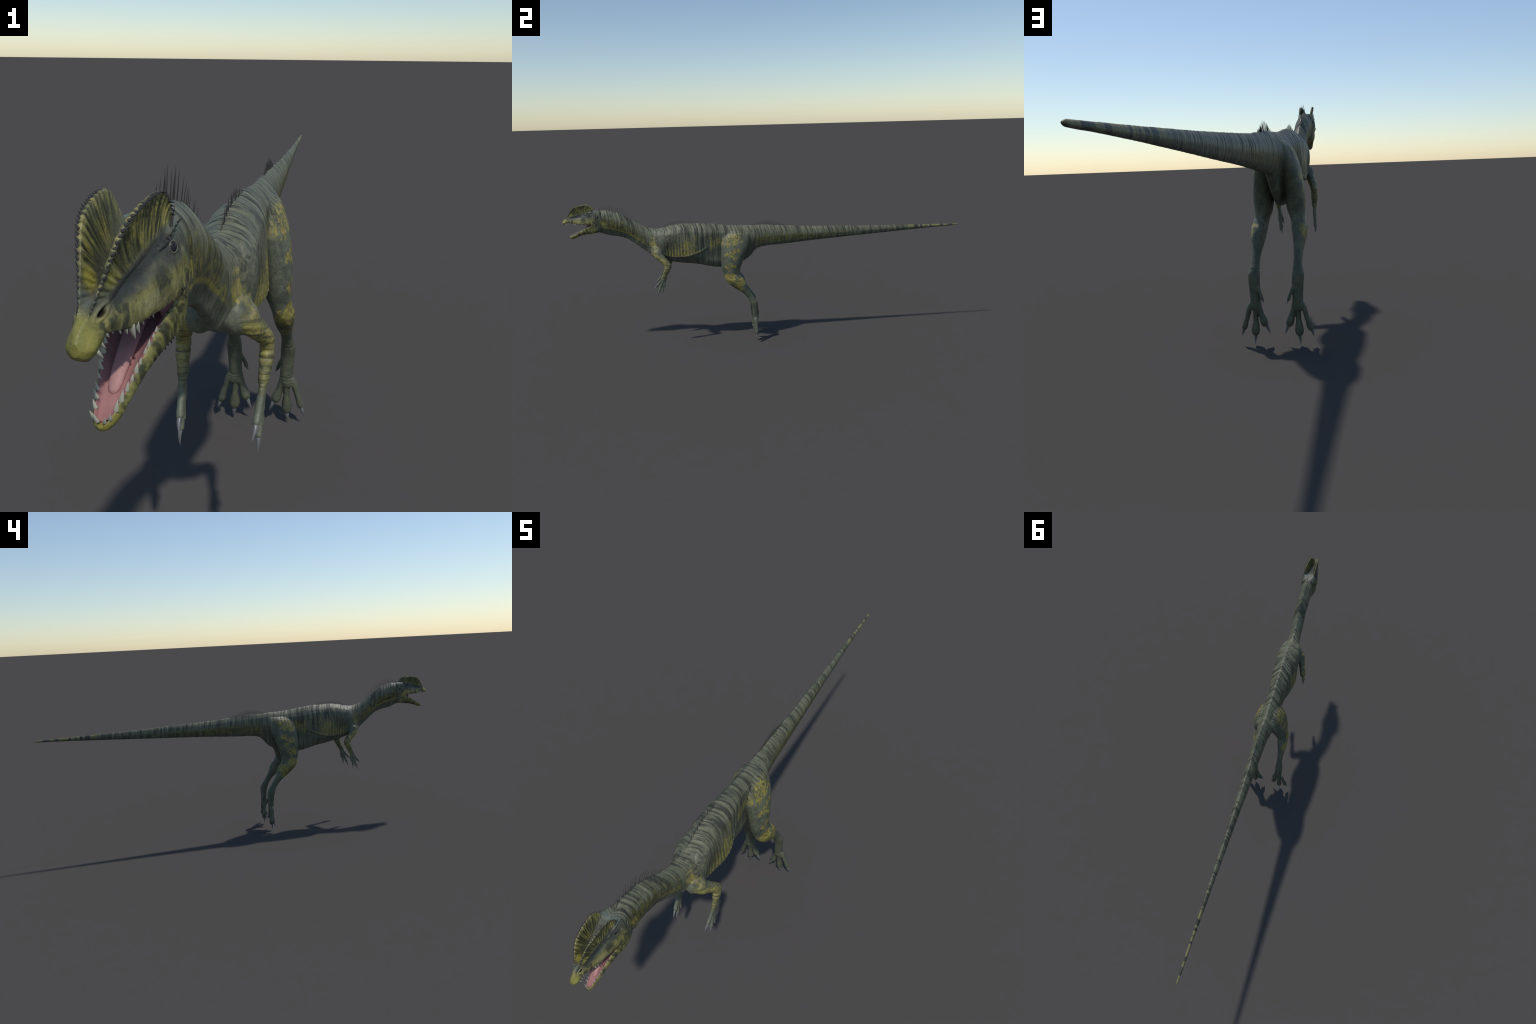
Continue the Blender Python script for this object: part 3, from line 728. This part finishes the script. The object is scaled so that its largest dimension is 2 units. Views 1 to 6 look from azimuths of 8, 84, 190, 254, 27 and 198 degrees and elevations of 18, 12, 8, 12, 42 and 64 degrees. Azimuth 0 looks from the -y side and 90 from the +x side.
for k, nm in enumerate(NAMES):
    sel = np.where(lab == k)[0]
    if not len(sel): continue
    fv = q4[sel]; lt = LT[sel]
    used = np.unique(fv[cnt[sel]]); remap = np.zeros(nv, np.int64); remap[used] = np.arange(len(used))
    me = bpy.data.meshes.new(nm)
    me.vertices.add(len(used)); me.vertices.foreach_set("co", P[used].astype(np.float32).ravel())
    loops = remap[fv[cnt[sel]]]
    me.loops.add(len(loops)); me.loops.foreach_set("vertex_index", loops.astype(np.int32))
    me.polygons.add(len(sel)); me.polygons.foreach_set("loop_start", np.r_[0, np.cumsum(lt)[:-1]].astype(np.int32))
    me.update(calc_edges=True); me.validate()
    me.polygons.foreach_set("use_smooth", np.ones(len(me.polygons), bool))
    me.normals_split_custom_set_from_vertices(N[used].astype(np.float32).tolist())
    part[k] = obj(nm, me, SKIN, root_obj)

def smooth_mesh(name, R):
    V, F = grid_solid(R); me = raw_mesh(name, V, F)
    me.polygons.foreach_set("use_smooth", np.ones(len(me.polygons), bool)); return me

def cone(name, bend=.25, flat=.7, n=12, m=12, blunt=1.0):
    """Unit spike along +z bending toward +y; base radius 1 in x, `flat` in y."""
    t = np.linspace(0, 1, m); a = np.linspace(0, 2 * np.pi, n, endpoint=False)
    r = (1 - t ** blunt) * .97 + .03
    R = np.empty((m, n, 3))
    R[..., 0] = r[:, None] * np.cos(a); R[..., 1] = flat * r[:, None] * np.sin(a) ; R[..., 2] = t[:, None]
    me = smooth_mesh(name, R)
    me["bend"] = bend
    return me

def spike_mesh(name, bend, flat, blunt, n=12, m=12):
    t = np.linspace(0, 1, m); a = np.linspace(0, 2 * np.pi, n, endpoint=False)
    r = (1 - t ** blunt) * .97 + .03
    R = np.empty((m, n, 3))
    R[..., 0] = r[:, None] * np.cos(a) * .16; R[..., 1] = flat * .16 * r[:, None] * np.sin(a) + bend * (t ** 2)[:, None]
    R[..., 2] = t[:, None]
    return smooth_mesh(name, R)

def place(o, base, d, up, length, width):
    """Spike axis along d, bending toward `up`; unit mesh has base radius .16."""
    d = Vector(d).normalized(); u = Vector(up); u = (u - d * u.dot(d)).normalized(); s = u.cross(d)
    k = width / .16
    M = Matrix(((s.x * k, u.x * k, d.x * length, base[0]), (s.y * k, u.y * k, d.y * length, base[1]), (s.z * k, u.z * k, d.z * length, base[2]), (0, 0, 0, 1)))
    o.matrix_world = M

TOOTH_ME = spike_mesh("tooth", .10, .8, 1.6, 14, 14); CLAW_ME = spike_mesh("claw", .34, .9, 1.8, 16, 16)
SPINE_ME = spike_mesh("crest_spine", .05, .45, 1.4); QUILL_ME = spike_mesh("quill", .4, 1., 2.6, 6, 10); THORN_ME = spike_mesh("brow_spine", .06, .8, 1.3)

# claws on feet and hands (x, y, z base -> tip), half width
FOOT_CLAWS = [((.0955, -.0820, .0440), (.1030, -.0820, .0230), .0046), ((.0620, -.0810, .0300), (.0650, -.0790, .0024), .0056),
              ((.0318, -.0820, .0560), (.0212, -.0830, .0290), .0050), ((.0362, -.0660, .1315), (.0322, -.0630, .1200), .0028)]
HAND_CLAWS = [((.0573, -.5680, .3080), (.0536, -.5835, .2905), .0040), ((.0593, -.5565, .2825), (.0585, -.5640, .2590), .0040), ((.0605, -.5365, .2860), (.0600, -.5350, .2690), .0030)]
for k, sgn in ((9, 1), (10, -1), (13, 1), (14, -1)):
    for b, t, w in (FOOT_CLAWS if k < 11 else HAND_CLAWS):
        o = obj("claw", CLAW_ME, CLAW, part[k])
        b, t = Vector((b[0] * sgn, b[1], b[2])), Vector((t[0] * sgn, t[1], t[2]))
        d = t - b; L = d.length
        fwd = Vector((0, -1, 0)) if k < 11 else Vector((sgn * .5, -.6, .3))
        u = (fwd - d * fwd.dot(d) / d.dot(d)).normalized()
        place(o, b, t - u * (.34 * w / .16) * -1 - b, -u, L, w)

# crest spines along both rims
ce = CREST_A[:, [0, 3, 4]]
yy_ = np.linspace(ce[0, 0], ce[-1, 0], 600); xe, ze = pchip(ce[:, 0], ce[:, 1], yy_), pchip(ce[:, 0], ce[:, 2], yy_)
S = np.r_[0, np.cumsum(np.hypot(np.diff(yy_), np.diff(ze)))]
for k, sgn in ((5, 1), (6, -1)):
    s = .004; i = 0
    while s < S[-1] - .002:
        yq, xq, zq = np.interp(s, S, yy_), np.interp(s, S, xe), np.interp(s, S, ze)
        ty = np.interp(s + .002, S, yy_) - np.interp(s - .002, S, yy_); tz = np.interp(s + .002, S, ze) - np.interp(s - .002, S, ze)
        nrm = Vector((.25 * sgn, -tz, ty)).normalized()
        f = s / S[-1]
        size = np.interp(f, [0, .12, .35, .6, .85, 1], [.25, .5, .95, 1., .85, .8]) * rng.uniform(.9, 1.1)
        o = obj("crest_spine", SPINE_ME, SPINE, part[k])
        tan = Vector((0, ty, tz)).normalized()
        d = nrm * .75 + tan * (.75 - .35 * f) + Vector((.30 * sgn, 0, .1))
        place(o, (sgn * xq, yq + nrm.y * -.0006, zq - nrm.z * .0006), d, (0, ty, tz), .0066 * size, .0009 * size + .0003)
        o.matrix_world = o.matrix_world @ Matrix.Diagonal((1., 3.0, 1., 1.))
        s += .0024 + .0026 * size; i += 1

# brow spines, nape horn, jaw corner stud, chin spikes
BROW = [((.0235, -.886, .6735), (-.25, -.35, .35), .0045, .0010), ((.0255, -.881, .6755), (.1, .5, .5), .0060, .0011), ((.0268, -.876, .6775), (.15, .6, .5), .0065, .0012), ((.0278, -.871, .6790), (.2, .6, .5), .0065, .0012),
        ((.0284, -.865, .6810), (.2, .6, .5), .0060, .0011), ((.0285, -.858, .6835), (.3, .6, .3), .0055, .0010), ((.0285, -.851, .6850), (.4, .6, .25), .0055, .0010), ((.0280, -.844, .6850), (.4, .6, .2), .0050, .0009),
        ((.0250, -.8605, .6820), (.0, .70, .80), .0225, .0015)]
STUD = [((.0350, -.8645, .6310), (.8, .1, .4), .0042, .0020)]
CHIN = [((.0158 + .00105 * i, -.888 + .0056 * i, .5785 + .0004 * i), (.35, -.25 + .05 * i, -1), [.0028, .0036, .0034, .0042, .0036, .0042, .0030][i], .0011) for i in range(7)]
for k, rows, nm in ((0, BROW, "brow_spine"), (0, STUD, "jaw_stud"), (1, CHIN, "chin_spine")):
    for b, d, L, w in rows:
        for sgn in (1, -1):
            o = obj(nm, THORN_ME, SPINE, part[k]); place(o, (b[0] * sgn, b[1], b[2]), (d[0] * sgn, d[1], d[2]), (0, 1, .2), L, w)

# eyes with lids
a = np.linspace(0, 2 * np.pi, 40, endpoint=False); b = np.linspace(0, 2 * np.pi, 14, endpoint=False)
lidR = np.empty((14, 40, 3))
lidR[..., 0] = (.0047 + .00080 * np.cos(b))[:, None] * np.cos(a); lidR[..., 1] = (.0050 + .00080 * np.cos(b))[:, None] * np.sin(a); lidR[..., 2] = .0009 * np.sin(b)[:, None]
j = np.arange(40); F = []
for i in range(14): F += np.stack([i * 40 + j, i * 40 + (j + 1) % 40, ((i + 1) % 14) * 40 + (j + 1) % 40, ((i + 1) % 14) * 40 + j], -1).tolist()
LID_ME = raw_mesh("eyelid", lidR.reshape(-1, 3), F); LID_ME.polygons.foreach_set("use_smooth", np.ones(len(LID_ME.polygons), bool))
EYE_ME = smooth_mesh("eye", ellipsoid((0, 0, 0), (.0047, .0050, .0029), 32, 24))
eye_out = Vector((.88, -.36, .22)).normalized()
for sgn in (1, -1):
    n = Vector((eye_out.x * sgn, eye_out.y, eye_out.z)); u = Vector((0, .35, 1)); u = (u - n * u.dot(n)).normalized(); s = u.cross(n)
    c = Vector((.0288 * sgn, -.8695, .6692))
    for nm, me, mt, o_ in (("eye", EYE_ME, EYE, -.0002), ("eyelid", LID_ME, LID, .0006)):
        o = obj(nm, me, mt, part[0]); p = c + n * o_
        o.matrix_world = Matrix(((s.x, u.x, n.x, p.x), (s.y, u.y, n.y, p.y), (s.z, u.z, n.z, p.z), (0, 0, 0, 1)))

# mouth lining and tongue
JA = np.array(JAW); SA = np.array(SKULL)
def floor_half(y):
    zl, w, zb, f = pchip(JA[:, 0], JA[:, 1:], np.array([y]))[0]
    d = min(.0062, (zl - zb) * .35)
    return (y, [(0, zl - d + .0012), (w * .5, zl - d + .0014), (w * .80, zl - .0002), (w * .86, zl - .0010), (w * .6, zl - d - .0015), (0, zl - d - .0025)])
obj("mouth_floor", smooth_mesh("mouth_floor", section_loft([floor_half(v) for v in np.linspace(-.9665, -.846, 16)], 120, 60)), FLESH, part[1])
def palate_half(y):
    w1, zlip, zp = pchip(SA[:, 0], SA[:, [8, 9, 10]], np.array([y]))[0]
    return (y, [(0, zp + .003), (w1 * .6, zlip + .003), (w1 * .84, zlip + .0015), (w1 * .84, zlip - .0004), (w1 * .55, (zlip + 2 * zp) / 3 - .0010), (0, zp - .0010)])
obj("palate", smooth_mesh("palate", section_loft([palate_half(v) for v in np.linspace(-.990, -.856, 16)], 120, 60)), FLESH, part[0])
TG = [(0, -.944, .5735, .0035, .0016), (0, -.938, .5785, .0062, .0030), (0, -.920, .5895, .0078, .0036), (0, -.900, .5990, .0090, .0038), (0, -.880, .6080, .0100, .0036), (0, -.858, .6150, .0110, .0036)]
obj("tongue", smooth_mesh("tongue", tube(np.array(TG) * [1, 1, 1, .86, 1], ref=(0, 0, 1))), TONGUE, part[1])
# back of the mouth and cheek membrane
for sgn in (1, -1):
    R = tube([(.0205, -.884, .6175, .0010, .0060), (.0235, -.876, .6200, .0012, .0060), (.0270, -.866, .6230, .0014, .0050), (.0290, -.856, .6255, .0014, .004)], ref=(0, 0, 1))
    obj("cheek_membrane", smooth_mesh("cheek_membrane", R if sgn > 0 else mirror(R)), SHADE_FLESH, part[0])

# teeth: y, length
UP = [(-.9860, .0070), (-.9805, .0070), (-.9745, .0046), (-.9660, .0030), (-.9585, .0048), (-.9500, .0082), (-.9425, .0104), (-.9350, .0088), (-.9270, .0062), (-.9190, .0050), (-.9110, .0046), (-.9030, .0040), (-.8950, .0034)]
LO = [(-.9680, .0062), (-.9655, .0066), (-.9590, .0072), (-.9520, .0086), (-.9445, .0078), (-.9370, .0056), (-.9300, .0078), (-.9225, .0054), (-.9150, .0072), (-.9080, .0060), (-.9010, .0050), (-.8940, .0042)]
for yy0, L in UP:
    w, zlip = pchip(SA[:, 0], SA[:, [8, 9]], np.array([yy0]))[0]
    for sgn in (1, -1):
        L2 = L * rng.uniform(.72, 1.2); yq = yy0 + rng.uniform(-.0014, .0014)
        o = obj("tooth", TOOTH_ME, TOOTH, part[0])
        place(o, (sgn * w * .87, yq, zlip + .0012), (sgn * (.42 if yy0 < -.974 else .16), .45 if yy0 < -.974 else .10, -1), (0, 1, 0), L2 + .0012, L2 * .20 + .0005)
for i, (yy0, L) in enumerate(LO):
    zl, w = pchip(JA[:, 0], JA[:, 1:3], np.array([yy0]))[0]
    for sgn in (1, -1):
        L2 = L * rng.uniform(.72, 1.15); yq = yy0 + rng.uniform(-.0014, .0014)
        o = obj("tooth", TOOTH_ME, TOOTH, part[1])
        fw = -.55 if i < 2 else -.12
        place(o, (sgn * w * (.5 if i == 0 else .84), yq, zl - .0014), (sgn * .22, fw, 1), (0, 1, .3), L2 + .0014, L2 * .18 + .0006)

# quills on neck, back and tail root: y from, y to, count, height profile, lean from, lean to
ROWS = [(2, -.828, -.650, 25, [(0, .35), (.1, .85), (.25, 1), (.5, .95), (.75, .7), (1, .3)], .0325, .0, 1.1),
        (3, -.535, -.355, 28, [(0, .2), (.18, .7), (.45, 1), (.7, .8), (1, .2)], .0225, .22, .45),
        (4, -.085, .085, 29, [(0, .25), (.22, .75), (.45, 1), (.7, .75), (1, .2)], .0320, .45, 1.0)]
for k, y0, y1, n, prof, hgt, l0, l1 in ROWS:
    pa = np.array(prof)
    for i in range(n):
        t = i / (n - 1); yq = y0 + (y1 - y0) * t + rng.uniform(-.0006, .0006)
        L = hgt * np.interp(t, pa[:, 0], pa[:, 1]) * rng.uniform(.88, 1.12); lean = l0 + (l1 - l0) * t + rng.uniform(-.06, .06)
        o = obj("quill", QUILL_ME, QUILL, part[k])
        zq = float(top_z(np.array([yq]))[0])
        place(o, (rng.uniform(-.0014, .0014), yq, zq - .002), (rng.uniform(-.05, .05), lean, 1), (0, 1, 0), L + .002, .00085 if k == 4 else .0006)
